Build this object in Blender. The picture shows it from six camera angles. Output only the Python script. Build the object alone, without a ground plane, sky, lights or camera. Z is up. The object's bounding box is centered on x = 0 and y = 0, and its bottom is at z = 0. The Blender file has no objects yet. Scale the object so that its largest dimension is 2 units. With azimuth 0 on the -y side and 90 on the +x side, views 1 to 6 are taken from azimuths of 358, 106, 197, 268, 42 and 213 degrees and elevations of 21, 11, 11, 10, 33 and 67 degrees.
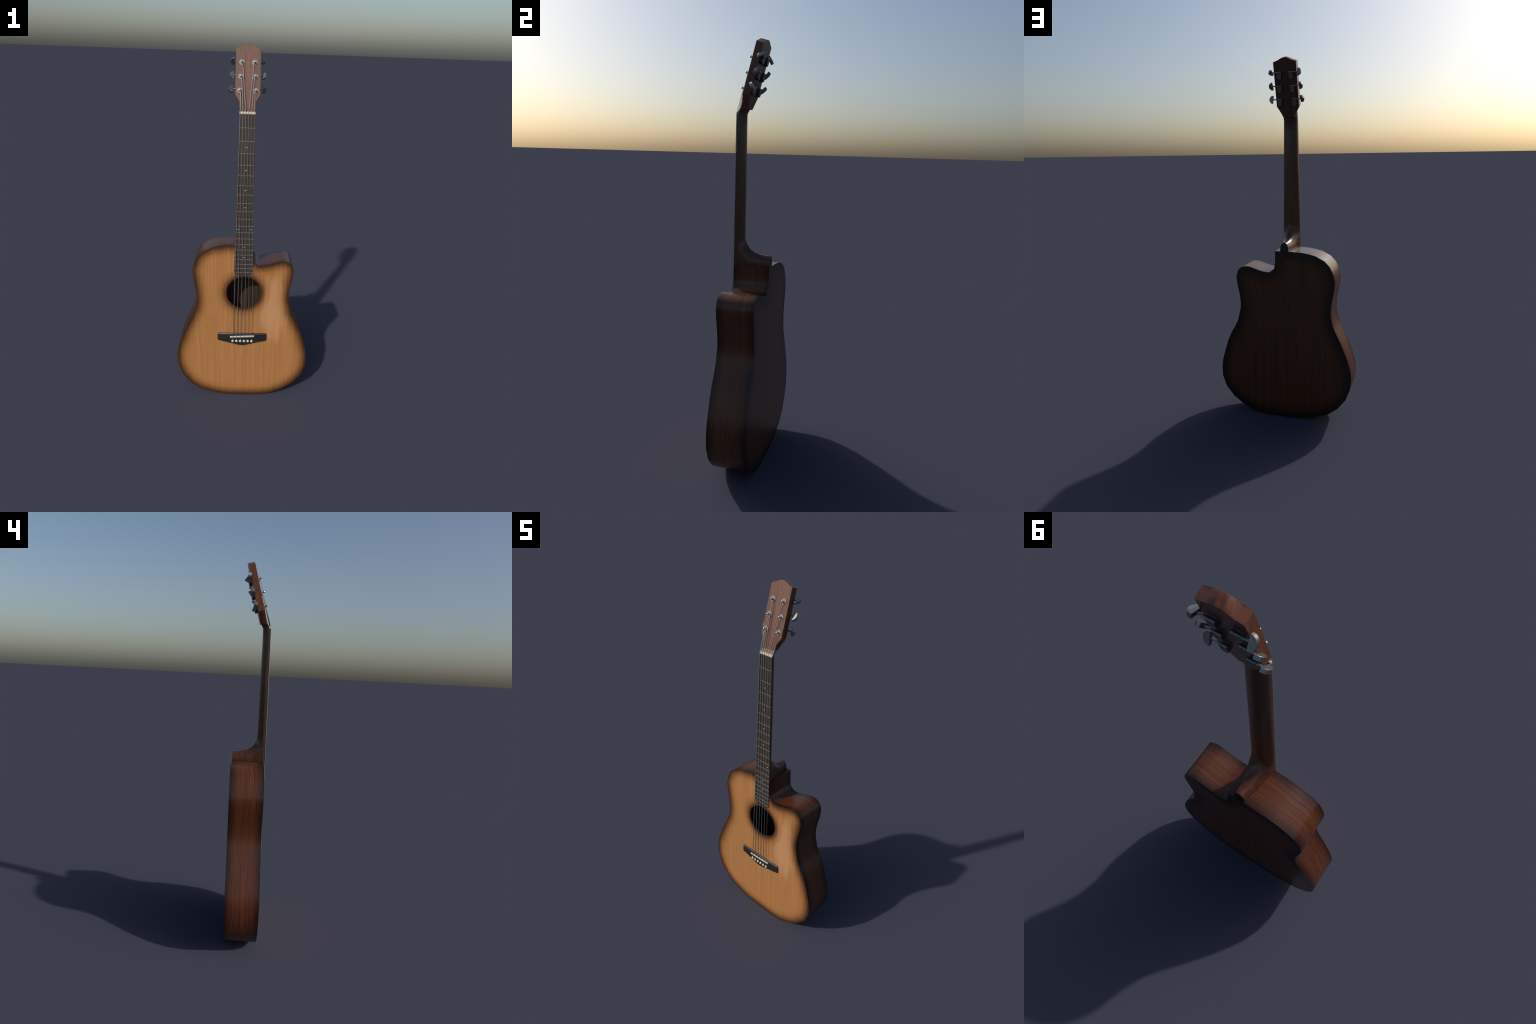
# Cutaway acoustic guitar, built part by part. Metres, z up, front towards -y.
import bpy, bmesh, math
from mathutils import Vector, Matrix

# ------------------------------------------------------------------ sizes
Y_FRONT, Y_BACK = -0.0778, 0.0950          # soundboard face, back face
PLATE = 0.007                             # thickness of soundboard / back
CX = -0.0055                              # centre line of the neck
HOLE_C, HOLE_R = (-0.0005, 0.6875), 0.0968  # sound hole
NUT_Z, SCALE = 1.675, 1.256               # nut edge, string scale length
Y_FB = -0.0804                            # fingerboard playing surface
Y_SEAT = -0.0768                          # glue line neck / fingerboard

# body outline (x, z): runs from the treble corner of the neck block over the
# bass side, round the bottom, up to the horn and into the cutaway
OUTLINE = [
    (.0455, .976), (-.03, .976), (-.105, .972), (-.14, .967), (-.181, .957), (-.232, .931),
    (-.261, .900), (-.276, .868), (-.285, .841), (-.289, .815), (-.286, .780), (-.277, .729),
    (-.269, .686), (-.266, .628), (-.275, .579), (-.289, .543), (-.313, .495), (-.338, .438),
    (-.361, .378), (-.376, .325), (-.383, .275), (-.378, .214), (-.3535, .147), (-.307, .086),
    (-.252, .046), (-.16, .0155), (-.085, .003), (0, .0), (.1, .002), (.175, .0125),
    (.253, .046), (.310, .088), (.358, .146), (.381, .212), (.383, .272), (.376, .318),
    (.365, .355), (.341, .433), (.3155, .490), (.296, .521), (.276, .562), (.264, .606),
    (.2565, .640), (.255, .670), (.261, .722), (.2725, .777), (.277, .821), (.269, .852),
    (.259, .866), (.240, .879), (.218, .884), (.195, .881), (.16, .870), (.1375, .863),
    (.114, .857), (.080, .855), (.053, .876), (.0465, .908), (.0455, .94)]

# ------------------------------------------------------------------ node helpers
class Mat:
    def __init__(self, name, rough=0.4, metal=0.0, spec=0.5):
        self.m = bpy.data.materials.new(name); self.m.use_nodes = True
        self.t = self.m.node_tree; self.b = self.t.nodes['Principled BSDF']
        self.b.inputs['Roughness'].default_value = rough
        self.b.inputs['Metallic'].default_value = metal
        self.b.inputs['Specular IOR Level'].default_value = spec
        self._obj = None
    def n(self, typ, **kw):
        nd = self.t.nodes.new(typ)
        for k, v in kw.items(): setattr(nd, k, v)
        return nd
    def put(self, sock, v):
        if isinstance(v, bpy.types.NodeSocket): self.t.links.new(v, sock)
        else: sock.default_value = v
    def obj(self):
        if self._obj is None: self._obj = self.n('ShaderNodeTexCoord').outputs['Object']
        return self._obj
    def math(self, op, a, b=0.0, clamp=False):
        nd = self.n('ShaderNodeMath', operation=op, use_clamp=clamp)
        self.put(nd.inputs[0], a); self.put(nd.inputs[1], b); return nd.outputs[0]
    def vec(self, op, a, b=None, scale=None):
        nd = self.n('ShaderNodeVectorMath', operation=op)
        self.put(nd.inputs[0], a)
        if b is not None: self.put(nd.inputs[1], b)
        if scale is not None: self.put(nd.inputs['Scale'], scale)
        return nd.outputs['Value' if op in ('DOT_PRODUCT', 'DISTANCE', 'LENGTH') else 'Vector']
    def map(self, scale, rot=(0, 0, 0), loc=(0, 0, 0), src=None):
        nd = self.n('ShaderNodeMapping'); self.put(nd.inputs[0], src or self.obj())
        nd.inputs['Location'].default_value = loc
        nd.inputs['Rotation'].default_value = rot
        nd.inputs['Scale'].default_value = scale
        return nd.outputs[0]
    def noise(self, vec, scale=1.0, detail=3.0, rough=0.5, dist=0.0):
        nd = self.n('ShaderNodeTexNoise'); self.put(nd.inputs['Vector'], vec)
        nd.inputs['Scale'].default_value = scale; nd.inputs['Detail'].default_value = detail
        nd.inputs['Roughness'].default_value = rough; nd.inputs['Distortion'].default_value = dist
        return nd.outputs['Fac']
    def wave(self, vec, scale, dist=0.0, detail=2.0, dscale=1.0, direction='X'):
        nd = self.n('ShaderNodeTexWave', bands_direction=direction); self.put(nd.inputs['Vector'], vec)
        nd.inputs['Scale'].default_value = scale; nd.inputs['Distortion'].default_value = dist
        nd.inputs['Detail'].default_value = detail; nd.inputs['Detail Scale'].default_value = dscale
        return nd.outputs['Fac']
    def ramp(self, fac, stops, interp='LINEAR'):
        nd = self.n('ShaderNodeValToRGB'); cr = nd.color_ramp; cr.interpolation = interp
        while len(cr.elements) < len(stops): cr.elements.new(0.5)
        for e, (p, c) in zip(cr.elements, stops):
            e.position = p; e.color = (*c, 1) if len(c) == 3 else c
        self.put(nd.inputs[0], fac); return nd.outputs[0]
    def span(self, v, a, b, c=0.0, d=1.0, mode='SMOOTHSTEP'):
        nd = self.n('ShaderNodeMapRange', interpolation_type=mode); self.put(nd.inputs['Value'], v)
        for i, x in zip(('From Min', 'From Max', 'To Min', 'To Max'), (a, b, c, d)):
            nd.inputs[i].default_value = x
        return nd.outputs[0]
    def mix(self, fac, a, b, blend='MIX'):
        nd = self.n('ShaderNodeMix', data_type='RGBA', blend_type=blend)
        self.put(nd.inputs[0], fac)
        for s, v in ((nd.inputs[6], a), (nd.inputs[7], b)):
            self.put(s, v if isinstance(v, bpy.types.NodeSocket) else (*v, 1))
        return nd.outputs[2]
    def color(self, v): self.put(self.b.inputs['Base Color'], v if isinstance(v, bpy.types.NodeSocket) else (*v, 1))
    def bump(self, h, strength=0.1, dist=0.001):
        nd = self.n('ShaderNodeBump'); nd.inputs['Strength'].default_value = strength
        nd.inputs['Distance'].default_value = dist
        self.put(nd.inputs['Height'], h); self.put(self.b.inputs['Normal'], nd.outputs[0])
    def edge_distance(self, outline):
        """exact distance (m) in the x-z plane to the lacquered rim of the body"""
        p = self.vec('MULTIPLY', self.obj(), (1, 0, 1)); best = None
        outline = thin_out(outline, 0.0035)
        k = len(outline)
        for i in range(k):
            a = Vector((outline[i][0], 0, outline[i][1])); c = Vector((outline[(i+1) % k][0], 0, outline[(i+1) % k][1]))
            ba = c - a
            pa = self.vec('SUBTRACT', p, a)
            h = self.math('MULTIPLY', self.vec('DOT_PRODUCT', pa, ba), 1.0 / ba.length_squared, clamp=True)
            d = self.vec('DISTANCE', pa, self.vec('SCALE', ba, scale=h))
            best = d if best is None else self.math('MINIMUM', best, d)
        return best

def thin_out(poly, tol):
    """drop outline points that lie within tol of the chord of their neighbours"""
    def dp(p):
        a, b = Vector(p[0]), Vector(p[-1]); n = (b - a).normalized()
        d = [abs((Vector(q) - a).cross(n)) if (b - a).length > 1e-9 else (Vector(q) - a).length for q in p[1:-1]]
        if not d or max(d) < tol: return [p[0]]
        i = d.index(max(d)) + 1
        return dp(p[:i+1]) + dp(p[i:])
    h = len(poly) // 2
    return dp(poly[:h+1]) + dp(poly[h:] + poly[:1])

# ------------------------------------------------------------------ materials
def mat_soundboard():
    M = Mat('honey_spruce_sunburst', rough=0.42, spec=0.35)
    warp = M.noise(M.map((2.6, 1, 1.5)), 1.6, 2, 0.45)
    base = M.vec('ADD', M.map((1, 1, 1)), M.vec('SCALE', (1, 0, 0), scale=M.math('MULTIPLY', warp, 0.075)))
    g1 = M.noise(M.map((120, 1, 1.6), src=base), 1.0, 3, 0.5)
    g2 = M.wave(M.map((1, 0, 0.02), src=base), 14.0, 2.0, 2, 1.2)
    pores = M.noise(M.map((330, 1, 22), src=base), 1.0, 2, 0.6)
    wood = M.ramp(g1, [(0.30, (.305, .139, .047)), (0.50, (.343, .160, .056)), (0.72, (.375, .181, .065))])
    wood = M.mix(M.span(g2, 0.70, 1.0, 0, 0.28), wood, (.27, .120, .038))
    wood = M.mix(M.span(pores, 0.60, 0.74, 0, 0.55), wood, (.20, .086, .028))
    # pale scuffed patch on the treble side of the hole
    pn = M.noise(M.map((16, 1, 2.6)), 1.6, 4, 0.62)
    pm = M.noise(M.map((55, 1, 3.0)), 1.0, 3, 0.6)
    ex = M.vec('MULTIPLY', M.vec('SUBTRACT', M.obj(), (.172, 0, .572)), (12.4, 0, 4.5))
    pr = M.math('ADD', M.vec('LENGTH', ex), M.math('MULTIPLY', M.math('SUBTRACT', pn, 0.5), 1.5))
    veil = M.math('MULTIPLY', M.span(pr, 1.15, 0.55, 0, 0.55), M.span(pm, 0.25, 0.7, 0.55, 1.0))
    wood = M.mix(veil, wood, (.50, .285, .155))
    # sunburst rim and burst round the hole
    d = M.edge_distance(OUTLINE)
    dw = M.math('ADD', d, M.math('MULTIPLY', M.math('SUBTRACT', g1, 0.5), 0.012))
    rim = M.ramp(M.math('DIVIDE', dw, 0.078, clamp=True),
                 [(0.0, (.10, .083, .07)), (0.13, (.20, .162, .135)), (0.36, (.52, .48, .45)), (0.65, (.88, .87, .86)), (1.0, (1, 1, 1))])
    hd = M.math('SUBTRACT', M.vec('DISTANCE', M.vec('MULTIPLY', M.obj(), (1, 0, 1)), (HOLE_C[0], 0, HOLE_C[1])), HOLE_R)
    hd = M.math('ADD', hd, M.math('MULTIPLY', M.math('SUBTRACT', g1, 0.5), 0.008))
    ring = M.ramp(M.math('DIVIDE', hd, 0.062, clamp=True), [(0.0, (.09, .075, .06)), (0.2, (.32, .28, .25)), (0.5, (.75, .72, .70)), (1, (1, 1, 1))])
    M.color(M.mix(1.0, M.mix(1.0, wood, rim, 'MULTIPLY'), ring, 'MULTIPLY'))
    return M.m

def mahogany(M, scale, stops, streak, amount=0.55, rot=(0, 0, 0)):
    """grain: stretched noise plus thin dark streaks; scale = lines across per axis"""
    warp = M.noise(M.map((2.5, 2.5, 2.5)), 2.0, 2, 0.5)
    v = M.vec('ADD', M.map((1, 1, 1), rot=rot), M.vec('SCALE', (0.5, 0.5, 0.1), scale=M.math('MULTIPLY', warp, 0.06)))
    g = M.noise(M.map(scale, src=v), 1.0, 4, 0.6)
    p = M.noise(M.map(tuple(s * (2.2 if s > 20 else 3.0) for s in scale), src=v), 1.0, 2, 0.6)
    c = M.ramp(g, stops)
    return M.mix(M.span(p, 0.55, 0.72, 0, amount), c, streak), g

def mat_side():
    M = Mat('sunburst_mahogany_side', rough=0.30, spec=0.45)
    c, g = mahogany(M, (2.2, 150, 2.2), [(0.3, (.060, .0165, .0052)), (0.5, (.096, .028, .0090)), (0.72, (.124, .040, .0135))], (.020, .008, .005), 0.55)
    warp = M.noise(M.map((2.2, 2.2, 2.2)), 1.5, 2, 0.5)
    v = M.vec('ADD', M.map((1, 1, 1)), M.vec('SCALE', (0, 1, 0), scale=M.math('MULTIPLY', warp, 0.055)))
    lines = M.wave(M.map((0, 1, 0), src=v), 30.0, 1.2, 2, 1.0, 'Y')
    dash = M.noise(M.map((9, 160, 9), src=v), 1.0, 2, 0.6)
    c = M.mix(M.math('MULTIPLY', M.span(lines, 0.55, 0.95), M.span(dash, 0.35, 0.65, 0.1, 0.65)), c, (.020, .0085, .0055))
    y = M.n('ShaderNodeSeparateXYZ'); M.put(y.inputs[0], M.obj())
    e = M.math('MINIMUM', M.math('SUBTRACT', y.outputs[1], Y_FRONT), M.math('SUBTRACT', Y_BACK, y.outputs[1]))
    rim = M.ramp(M.math('DIVIDE', e, 0.045, clamp=True), [(0, (.16, .16, .17)), (0.35, (.5, .5, .5)), (1, (1, 1, 1))])
    M.color(M.mix(1.0, c, rim, 'MULTIPLY'))
    return M.m

def mat_back():
    M = Mat('sunburst_mahogany_back', rough=0.32, spec=0.45)
    c, g = mahogany(M, (110, 1, 1.6), [(0.3, (.048, .0150, .0058)), (0.5, (.074, .0235, .0090)), (0.72, (.098, .033, .0128))], (.028, .010, .005), 0.45)
    d = M.edge_distance(OUTLINE)
    rim = M.ramp(M.math('DIVIDE', d, 0.085, clamp=True), [(0, (.12, .13, .14)), (0.25, (.28, .28, .29)), (0.7, (.85, .85, .85)), (1, (1, 1, 1))])
    M.color(M.mix(1.0, c, rim, 'MULTIPLY'))
    return M.m

def mat_neck():
    M = Mat('dark_mahogany_neck', rough=0.30, spec=0.5)
    c, g = mahogany(M, (50, 50, 1.4), [(0.3, (.048, .016, .0070)), (0.5, (.076, .026, .0108)), (0.72, (.100, .036, .0155))], (.03, .012, .007), 0.45, rot=(0.05, 0, 0))
    M.color(c); return M.m

def mat_head():
    M = Mat('reddish_brown_headstock', rough=0.42, spec=0.4)
    c, g = mahogany(M, (60, 30, 4.0), [(0.3, (.088, .040, .027)), (0.5, (.121, .052, .032)), (0.72, (.145, .061, .037))], (.058, .034, .025), 0.9, rot=(0, 0.10, 0))
    M.color(c); return M.m

def mat_head_back():
    M = Mat('dark_mahogany_headstock', rough=0.38, spec=0.45)
    c, g = mahogany(M, (48, 48, 14.0), [(0.3, (.090, .030, .014)), (0.5, (.13, .043, .019)), (0.72, (.16, .056, .025))], (.05, .022, .013), 0.5, rot=(0, 0.10, 0))
    M.color(c); return M.m

def mat_inside():
    M = Mat('raw_inner_wood', rough=0.8, spec=0.2)
    g = M.noise(M.map((60, 1, 2)), 1.0, 3, 0.6)
    M.color(M.ramp(g, [(0.3, (.030, .021, .014)), (0.7, (.048, .033, .021))])); return M.m

def mat_fingerboard():
    M = Mat('rosewood_fingerboard', rough=0.5, spec=0.4)
    g = M.noise(M.map((150, 150, 4)), 1.0, 4, 0.6)
    M.color(M.ramp(g, [(0.3, (.026, .0200, .0180)), (0.52, (.040, .0315, .0285)), (0.75, (.056, .045, .041))])); return M.m

def plain(name, col, rough, metal=0.0, spec=0.5, vary=0.15, scale=90):
    M = Mat(name, rough, metal, spec)
    g = M.noise(M.map((1, 1, 1)), scale, 3, 0.6)
    M.color(M.ramp(g, [(0.3, tuple(c * (1 - vary) for c in col)), (0.7, tuple(min(1, c * (1 + vary)) for c in col))]))
    return M.m

TOP, SIDE, BACK, NECK = mat_soundboard(), mat_side(), mat_back(), mat_neck()
HEAD, HEADB, INSIDE, BOARD = mat_head(), mat_head_back(), mat_inside(), mat_fingerboard()
BONE = plain('ivory_bone', (.54, .46, .37), 0.42, vary=0.10)
EBONY = plain('black_ebony', (.0125, .0132, .0138), 0.45, spec=0.4, vary=0.25)
DARK = plain('near_black_brown', (.011, .0075, .0062), 0.4, vary=0.3)
CASE = plain('gear_case_steel', (.19, .19, .195), 0.36, metal=1.0, vary=0.12)
EDGE_GLINT = plain('ebony_painted_highlight', (.038, .038, .037), 0.45, vary=0.35, scale=60)  # ebony lightened to paint the highlight along the bridge's rounded top edge
CHROME = plain('polished_chrome', (.62, .63, .64), 0.16, metal=1.0, vary=0.05)
NICKEL = plain('satin_nickel', (.27, .27, .27), 0.42, metal=1.0, vary=0.12)
WASHER = plain('brushed_nickel_washer', (.18, .18, .178), 0.5, metal=0.4, vary=0.08)
FRETM = plain('fret_nickel_silver', (.165, .162, .155), 0.5, metal=0.2, vary=0.10)
PEARL = plain('pearl_inlay', (.33, .33, .325), 0.3, vary=0.10)
def mat_string():
    M = Mat('wound_steel_string', 0.45, 0.75, 0.5)
    z = M.wave(M.map((0, 0, 1)), 60.0, 2.0, 2, 1.0, 'Z')
    M.color(M.ramp(z, [(0.2, (.19, .19, .195)), (0.8, (.34, .34, .335))])); return M.m
STRING = mat_string()

# ------------------------------------------------------------------ mesh helpers
ROOT = bpy.data.objects.new('acoustic_guitar', None)
bpy.context.scene.collection.objects.link(ROOT)
ROOT['label'] = 'honey sunburst cutaway acoustic guitar standing upright on its base'
ROOT['category'] = 'acoustic guitar'

def add(name, mesh, mats, parent=ROOT, smooth=None, kind=None):
    for m in (mats if isinstance(mats, (list, tuple)) else [mats]): mesh.materials.append(m)
    if smooth is not None:
        for p in mesh.polygons: p.use_smooth = True
        mesh.set_sharp_from_angle(angle=math.radians(smooth))
    o = bpy.data.objects.new(name, mesh); o.parent = parent
    bpy.context.scene.collection.objects.link(o)
    return o

def mesh_of(bm, name):
    bmesh.ops.remove_doubles(bm, verts=bm.verts, dist=1e-6)
    bmesh.ops.recalc_face_normals(bm, faces=bm.faces)
    me = bpy.data.meshes.new(name); bm.to_mesh(me); bm.free(); return me

def chamfer(bm, edges, w, seg=2):
    bmesh.ops.bevel(bm, geom=list(edges), offset=w, segments=seg, profile=0.5, affect='EDGES', clamp_overlap=True)

def loft(rings, closed=True, caps=True):
    bm = bmesh.new()
    R = [[bm.verts.new(v) for v in r] for r in rings]
    k = len(R[0])
    for a, b in zip(R, R[1:]):
        for i in range(k if closed else k - 1):
            j = (i + 1) % k
            bm.faces.new((a[i], a[j], b[j], b[i]))
    if caps:
        bm.faces.new(R[0]); bm.faces.new(R[-1])
    return bm

def circle(n, r): return [(r * math.cos(2*math.pi*i/n), r * math.sin(2*math.pi*i/n)) for i in range(n)]

def lathe(profile, n=24):
    """profile [(r, h)] turned about local z"""
    return loft([[(x, y, h) for x, y in circle(n, max(r, 1e-5))] for r, h in profile])

def prism(poly, y0, y1):
    """(x, z) polygon extruded along y"""
    return loft([[(x, y0, z) for x, z in poly], [(x, y1, z) for x, z in poly]])

def inset(poly, w):
    out = []; k = len(poly)
    area = sum(poly[i][0]*poly[(i+1) % k][1] - poly[(i+1) % k][0]*poly[i][1] for i in range(k))
    s = 1 if area > 0 else -1
    for i in range(k):
        p, a, b = Vector(poly[i]), Vector(poly[i-1]), Vector(poly[(i+1) % k])
        n1 = Vector((-(p-a).y, (p-a).x)).normalized(); n2 = Vector((-(b-p).y, (b-p).x)).normalized()
        n = (n1 + n2).normalized(); out.append(tuple(p + n * s * w / max(0.5, n.dot(n1))))
    return out

# ------------------------------------------------------------------ body
def body():
    # soundboard with its hole
    hole = [(HOLE_C[0] + x, HOLE_C[1] + z) for x, z in circle(28, HOLE_R)]
    bm = bmesh.new()
    def loop(pts, y):
        vs = [bm.verts.new((x, y, z)) for x, z in pts]
        return vs, [bm.edges.new((vs[i], vs[(i+1) % len(vs)])) for i in range(len(vs))]
    layers = []
    for y in (Y_FRONT, Y_FRONT + PLATE):
        v1, e1 = loop(OUTLINE, y); v2, e2 = loop(hole, y)
        bmesh.ops.triangle_fill(bm, edges=e1 + e2, use_beauty=True)
        layers.append((v1, v2))
    for k in (0, 1):
        a, b = layers[0][k], layers[1][k]
        for i in range(len(a)):
            bm.faces.new((a[i], a[(i+1) % len(a)], b[(i+1) % len(a)], b[i]))
    me = mesh_of(bm, 'soundboard')
    for p in me.polygons:
        n, c = p.normal, p.center
        if abs(n.y) > 0.9: p.material_index = 0 if n.y < 0 else 2
        else: p.material_index = 2 if (Vector((c.x, c.z)) - Vector(HOLE_C)).length < HOLE_R * 1.02 else 1
    add('soundboard', me, [TOP, SIDE, INSIDE], smooth=50)
    # ribs
    ins = inset(OUTLINE, 0.006)
    ya, yb = Y_FRONT + PLATE, Y_BACK - PLATE
    rings = [[(x, y, z) for x, z in p] for p, y in ((OUTLINE, ya), (OUTLINE, yb), (ins, yb), (ins, ya), (OUTLINE, ya))]
    bm = loft(rings, caps=False); me = mesh_of(bm, 'rib')
    for p in me.polygons:
        i = Vector((p.center.x, p.center.z)); k = len(OUTLINE)
        on = min((i - (Vector(OUTLINE[j]) + Vector(OUTLINE[(j+1) % k])) / 2).length for j in range(k))
        p.material_index = 0 if on < 0.002 else 1
    add('rib', me, [SIDE, INSIDE], smooth=50)
    # back
    me = mesh_of(loft([[(x, y, z) for x, z in p] for p, y in (
        (inset(OUTLINE, 0.0065), Y_BACK - 0.016), (inset(OUTLINE, 0.0065), Y_BACK - PLATE), (OUTLINE, Y_BACK - PLATE), (OUTLINE, Y_BACK))]), 'back_panel')
    for p in me.polygons:
        p.material_index = 0 if p.normal.y > 0.9 else (2 if p.normal.y < -0.9 else 1)
    add('back_panel', me, [BACK, SIDE, INSIDE], smooth=50)
body()

# ------------------------------------------------------------------ neck with heel
def half_width(z): return 0.0398 + (1.672 - z) * 0.0146
NECK_BACK = -0.0448
HEEL_Y, HEEL_BASE, HEEL_TOP = 0.0880, 0.966, 1.0243
HEEL_CURVE = [(NECK_BACK, 1.110), (-.0385, 1.088), (-.030, 1.0715), (-.0214, 1.0605), (-.0096, 1.0487), (.0106, 1.0368), (.031, 1.0303), (.0516, 1.0270), (HEEL_Y, HEEL_TOP)]

def interp(pts, x):
    if x <= pts[0][0]: return pts[0][1]
    for (a, b), (c, d) in zip(pts, pts[1:]):
        if x <= c: return b + (d - b) * (x - a) / (c - a)
    return pts[-1][1]

def neck():
    inv = sorted((z, y) for y, z in HEEL_CURVE)
    zs = [HEEL_BASE + (HEEL_TOP - HEEL_BASE) * i / 14 for i in range(15)]
    zs = sorted([z for z in zs if abs(z - .977) > .0025] + [.9752, .9782])
    zs += [HEEL_TOP + 0.0006 + (1.112 - HEEL_TOP) * (i / 26) ** 1.6 for i in range(27)]
    zs += [1.14 + i * (1.672 - 1.14) / 10 for i in range(11)]
    NU = 26; rings = []
    def section(z, yb, hw, shift=0.0):
        right = []
        for i in range(NU + 1):
            t = math.sin(math.pi / 2 * i / NU)
            y = Y_SEAT + (yb - Y_SEAT) * t
            u = (y - Y_SEAT) / (NECK_BACK - Y_SEAT)
            h = hw * (1 - u ** 2.1) ** 0.5 if u < 1 else 0.0
            m = min(1.0, max(0.0, (1.112 - z) / 0.075)); m = m * m * (3 - 2 * m)
            if m > 0:
                f = (y - Y_SEAT) / (HEEL_Y - Y_SEAT)
                hb = 0.0495 + (0.0235 - 0.0495) * f
                top = interp(HEEL_CURVE, y) if y > NECK_BACK else 1.110 + (NECK_BACK - y) * 6
                q = max(0.0, (z - HEEL_BASE) / (top - HEEL_BASE))
                arch = hb * (1 - q ** 3.1) ** 0.5 if q < 1 else 0.0
                h += m * max(0.0, min(arch, hw) - h)
            right.append((h, y))
        ring = [(CX + h, y + shift, z) for h, y in right] + [(CX - h, y + shift, z) for h, y in reversed(right)]
        return ring
    for z in zs:
        yb = HEEL_Y if z <= HEEL_TOP else (interp(inv, z) if z < 1.110 else NECK_BACK)
        rings.append(section(z, yb, half_width(z)))
    # the neck bends into the tilted headstock
    for z, yf, yb in ((1.680, -.0752, -.0415), (1.6885, -.0702, -.0368), (1.697, -.0640, -.0312), (1.703, -.0610, -.0275)):
        r = section(1.672, NECK_BACK, half_width(z) - 0.0006)
        k = (yb - yf) / (NECK_BACK - Y_SEAT)
        rings.append([(x, yf + (y - Y_SEAT) * k, z) for x, y, _ in r])
    bm = loft(rings)
    soft = [v for v in bm.verts if 1.036 < v.co.z < 1.15 and v.co.y > -0.068]
    for _ in range(10): bmesh.ops.smooth_vert(bm, verts=soft, factor=0.5, use_axis_x=True, use_axis_y=True, use_axis_z=True)
    me = mesh_of(bm, 'neck')
    for p in me.polygons:
        dark = p.center.y > HEEL_Y - 1e-4 or .9752 < p.center.z < .9782      # dark heel cap and dark line at the body joint
        p.material_index = 1 if p.center.z > 1.674 and p.normal.y < -0.5 else (2 if dark else 0)
    add('neck', me, [NECK, HEAD, DARK], smooth=48)
neck()

# ------------------------------------------------------------------ fingerboard, frets, dots, nut
FB_END, FB_TIP = 0.809, 0.791
def fingerboard():
    arc = []
    for i in range(13):
        t = i / 6 - 1
        arc.append((CX + t * half_width(FB_END) * 1.0, FB_TIP + (FB_END - FB_TIP) * abs(t) ** 1.8))
    top = NUT_Z - 0.0035
    poly = arc + [(CX + half_width(top), top), (CX - half_width(top), top)]
    bm = prism(poly, Y_SEAT + 0.0003, Y_FB)
    fb = add('fingerboard', mesh_of(bm, 'fingerboard'), BOARD)
    # frets: half-round wires, spaced by the twelfth root of two
    for i in range(1, 21):
        z = NUT_Z - SCALE * (1 - 2 ** (-i / 12)); w = half_width(z) - 0.0006
        prof = [(0.0016 * math.cos(a), -0.0014 * math.sin(a)) for a in [math.pi * j / 6 for j in range(7)]]
        bm = loft([[(CX + sx * w, Y_FB + 0.0002 + dy, z + dz) for dz, dy in prof] for sx in (-1, 1)])
        add('fret', mesh_of(bm, 'fret'), FRETM, parent=fb, smooth=50)
    me = mesh_of(lathe([(0.0033, 0), (0.0033, 0.0006), (0.0026, 0.001)], 16), 'inlay_dot')
    spots = [(f, 0.0) for f in (3, 5, 7, 9, 15, 17)] + [(12, -0.035), (12, 0.035)]
    for k, (f, dx) in enumerate(spots):
        za, zb = (NUT_Z - SCALE * (1 - 2 ** (-(f - e) / 12)) for e in (0, 1))
        if k == 0:
            o = add('inlay_dot', me, PEARL, parent=fb, smooth=50)
        else:
            o = o.copy(); bpy.context.scene.collection.objects.link(o)
        o.location = (CX + dx, Y_FB + 0.0003, (za + zb) / 2); o.rotation_euler = (math.pi / 2, 0, 0)
fingerboard()

def nut():
    w = 0.0402
    prof = [(-.0740, 1.6715), (-.0820, 1.6720), (-.0827, 1.6765), (-.0814, 1.6812), (-.0722, 1.6845)]
    bm = loft([[(CX + sx * w, y, z) for y, z in prof] for sx in (-1, 1)])
    chamfer(bm, bm.edges, 0.0006, 1)
    add('nut', mesh_of(bm, 'nut'), BONE)
nut()

# ------------------------------------------------------------------ headstock
TILT = math.radians(15.0)
HO = Vector((-0.006, -0.0681, 1.68))
HEADF = Matrix.Translation(HO) @ Matrix.Rotation(-TILT, 4, 'X')   # local x across, y behind the face, z along the face
HEAD_T = 0.0345
def headstock():
    half_f = [(.0400, .0160), (.0400, .0492), (.0628, .084), (.0626, .3097), (.0425, .3152), (.0335, .3198), (.0235, .3252), (.0115, .3296), (0, .3312)]
    half_b = [(.0290, .0245), (.0395, .0445), (.0620, .0825), (.0622, .3092), (.0425, .3147), (.0335, .3193), (.0235, .3246), (.0115, .3290), (0, .3306)]
    def full(h): return h + [(-x, z) for x, z in reversed(h[:-1])]
    f, b = full(half_f), full(half_b)
    bm = loft([[(x, 0, z) for x, z in f], [(x, HEAD_T, z) for x, z in b]])
    chamfer(bm, [e for e in bm.edges if (abs(e.verts[0].co.y - e.verts[1].co.y) < 1e-6)], 0.0008, 1)
    me = mesh_of(bm, 'headstock')
    for p in me.polygons: p.material_index = 0 if p.normal.y < -0.7 else (2 if p.normal.y > 0.7 else 1)
    o = add('headstock', me, [HEAD, HEADB, NECK], smooth=30); o.matrix_local = HEADF
    return o
HS = headstock()

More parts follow.
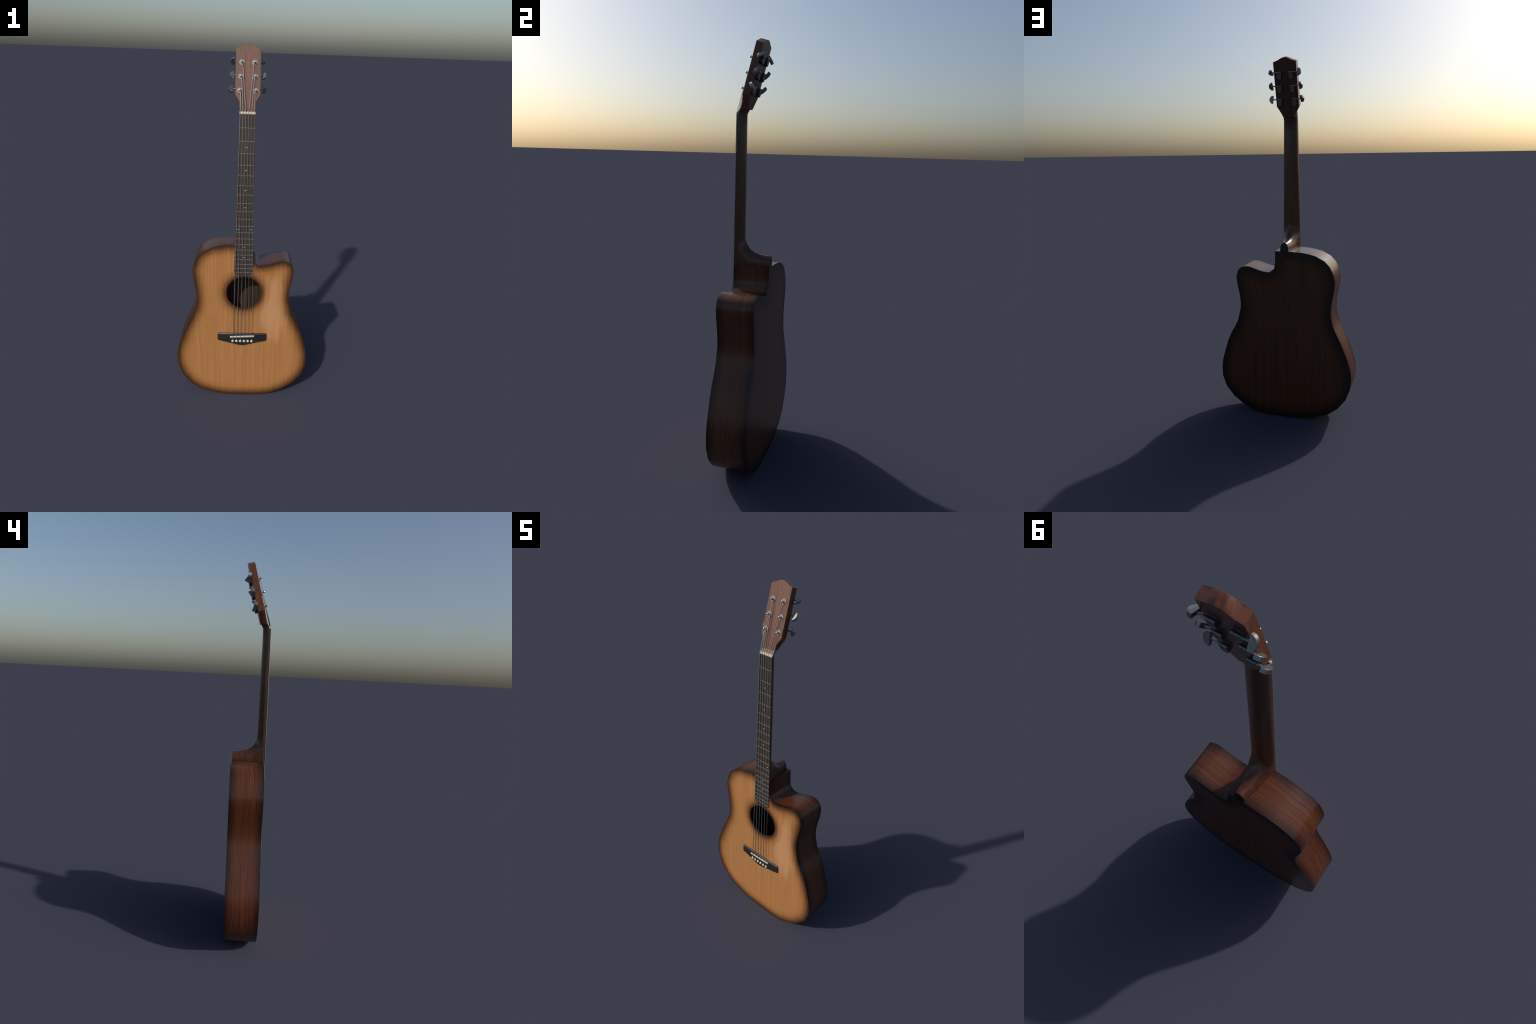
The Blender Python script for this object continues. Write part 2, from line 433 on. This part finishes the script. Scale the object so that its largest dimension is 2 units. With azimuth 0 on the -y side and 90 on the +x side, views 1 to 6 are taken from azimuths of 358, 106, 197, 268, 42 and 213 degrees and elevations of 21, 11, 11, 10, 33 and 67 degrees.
# ------------------------------------------------------------------ tuning machines
def tuners():
    # housing: U-shaped gear case hanging from a round worm barrel
    w, off = 0.0126, 0.0135
    u = [(w, .0025)] + [(w * math.cos(a), -.0195 - .0155 * math.sin(a)) for a in [math.pi * i / 12 for i in range(13)]] + [(-w, .0025)]
    ys = [(0.0, 1.0), (off - .0012, 1.0), (off, 0.93), (off, 0.80), (off - .0009, 0.75)]
    def ring(y, k):
        c = -.0155
        return [(x * k, y, c + (z - c) * k) for x, z in u]
    bm = loft([ring(y, k) for y, k in ys])
    case = mesh_of(bm, 'gear_housing')
    barrel = mesh_of(lathe([(.0048, -.0129), (.0054, -.0124), (.0054, .0124), (.0048, .0129)], 16), 'worm_barrel')
    shaft = mesh_of(lathe([(.0034, .0), (.0034, .0210), (.0028, .0214), (.0028, .032)], 12), 'tuner_shaft')
    # D-shaped button: flat side inward, domed outward
    L, D, T = .0208, .0205, .0062
    dome = [(0.0, L)] + [(D * math.sin(a) ** 0.85, L * math.cos(a)) for a in [math.pi * i / 16 for i in range(1, 16)]] + [(0.0, -L)]
    def dr(y, k): return [(.0008 + x * k + D * 0.4 * (1 - k), y, z * k) for x, z in dome]
    bm = loft([dr(-T, .97), dr(-T + .0005, 1), dr(T - .0005, 1), dr(T, .97)])
    button = mesh_of(bm, 'tuning_button')
    washer = mesh_of(lathe([(.0146, 0), (.0146, .0016), (.0138, .0024), (.0062, .0026)], 32), 'bushing_washer')
    post = mesh_of(lathe([(.0052, .0), (.0052, .0065), (.0042, .0085), (.0042, .0115), (.0054, .0135), (.0058, .0160), (.0050, .0184), (.0028, .0199), (.0, .0204)], 20), 'string_post')
    for m, mt in ((case, CASE), (barrel, CASE), (shaft, NICKEL), (button, NICKEL)): m.materials.append(mt)
    washer.materials.append(WASHER); post.materials.append(CHROME)
    for m, ang in ((case, 30), (barrel, 40), (shaft, 40), (button, 30), (washer, 40), (post, 60)):
        for p in m.polygons: p.use_smooth = True
        m.set_sharp_from_angle(angle=math.radians(ang))
    def link(name, me, parent, mat):
        o = bpy.data.objects.new(name, me); o.parent = parent
        bpy.context.scene.collection.objects.link(o); o.matrix_local = mat; return o
    rows = [(.2573, .0322, .0668), (.1888, .0358, .0712), (.1205, .0398, .0748)]
    turn = {(-1, 0): -43.5, (-1, 1): 30, (-1, 2): 36, (1, 0): 55, (1, 1): 24.5, (1, 2): -36.5}
    tips = []
    for side in (-1, 1):
        for k, (s, px, flat) in enumerate(rows):
            m = HEADF @ Matrix.Translation((side * px, HEAD_T - .0005, s))
            t = link('tuning_machine', case, ROOT, m)
            yb = .0085
            out = Matrix.Rotation(side * math.pi / 2, 4, 'Y')
            link('worm_barrel', barrel, t, Matrix.Translation((0, yb, 0)) @ out)
            link('tuner_shaft', shaft, t, Matrix.Translation((side * .0115, yb, 0)) @ out)
            # turn about the shaft: top of the button leans back for positive angles
            r = Matrix.Rotation(-math.radians(turn[(side, k)]), 4, 'X')
            flip = Matrix.Scale(-1, 4, (1, 0, 0)) if side < 0 else Matrix.Identity(4)
            link('tuning_button', button, t, Matrix.Translation((side * (flat - px), yb, 0)) @ r @ flip)
            front = Matrix.Translation((0, -HEAD_T + .0003, -.0155)) @ Matrix.Rotation(math.pi / 2, 4, 'X')
            link('bushing_washer', washer, t, front)
            link('string_post', post, t, front)
            tips.append((side, k, (HEADF @ Vector((side * px, -.0115, s - .0155)))))
    return tips
POSTS = tuners()

# ------------------------------------------------------------------ bridge, saddle, pins
Y_BR = -0.0862
def bridge():
    pts = [(-.1470, .386), (-.1465, .4225), (-.1405, .4290), (.1335, .4290), (.1395, .4225), (.1400, .385),
           (.060, .3665), (.030, .3580), (.010, .3533), (-.0055, .3522), (-.021, .3533), (-.042, .3580), (-.072, .3670)]
    bm = prism(pts, Y_FRONT + 0.0005, Y_BR)
    top = [e for e in bm.edges if all(abs(v.co.y - Y_BR) < 1e-6 for v in e.verts) and min(v.co.z for v in e.verts) > .384 and max(v.co.z for v in e.verts) > .42]
    chamfer(bm, top, 0.0075, 4)
    me = mesh_of(bm, 'bridge')
    for p in me.polygons: p.material_index = 1 if p.normal.z > 0.15 and -0.97 < p.normal.y < -0.55 and p.area > 3e-4 else 0
    br = add('bridge', me, [EBONY, EDGE_GLINT], smooth=30)
    # saddle, slightly slanted
    bm = bmesh.new(); bmesh.ops.create_cube(bm, size=1.0)
    bmesh.ops.scale(bm, vec=(.1412, .0090, .0095), verts=bm.verts)
    chamfer(bm, bm.edges, 0.002, 2)
    sd = add('saddle', mesh_of(bm, 'saddle'), BONE, parent=br, smooth=40)
    sd.matrix_local = Matrix.Translation((-.0043, -.0869, .4103)) @ Matrix.Rotation(-0.047, 4, 'Y')
    pin = mesh_of(lathe([(.0045, -.004), (.0060, .0), (.0078, .0012), (.0080, .0030), (.0072, .0054), (.0054, .0072), (.0028, .0082), (0, .0085)], 20), 'bridge_pin')
    for i in range(6):
        if i == 0: o = add('bridge_pin', pin, BONE, parent=br, smooth=60)
        else: o = o.copy(); bpy.context.scene.collection.objects.link(o)
        o.location = (-.0584 + .0221 * i, Y_BR - .0002, .3803); o.rotation_euler = (math.pi / 2, 0, 0)
bridge()

# ------------------------------------------------------------------ strings
def tube(path, r, n=8):
    rings = []
    for i, p in enumerate(path):
        p = Vector(p); a = Vector(path[max(i-1, 0)]); b = Vector(path[min(i+1, len(path)-1)])
        d = (b - a).normalized(); u = d.cross(Vector((0, 1, 0.001))).normalized(); v = u.cross(d)
        rings.append([tuple(p + u * x + v * y) for x, y in circle(n, r)])
    return loft(rings)

def strings():
    order = [(-1, 2), (-1, 1), (-1, 0), (1, 0), (1, 1), (1, 2)]
    post = {(s, k): p for s, k, p in POSTS}
    for i, key in enumerate(order):
        r = 0.0019 - 0.00019 * i
        xs = -.0560 + .0219 * i                     # at the saddle
        xp = -.0584 + .0221 * i                     # at the pin
        xn = -.0420 + .01415 * i                    # at the nut
        side = key[0]; p = post[key]
        end = p + Vector((-side * 0.0040, 0, -0.001))
        path = [(xp, Y_BR - .001, .385), (xs, -.0900 - r * .5, .4075 + .001 * i), (xs, -.0904 - r * .5, .4125 + .001 * i),
                (xn, -.0825 - r * .35, NUT_Z), (xn, -.0817 - r * .35, 1.6810), tuple(end)]
        add('string', mesh_of(tube(path, r), 'string'), STRING, smooth=70)
strings()
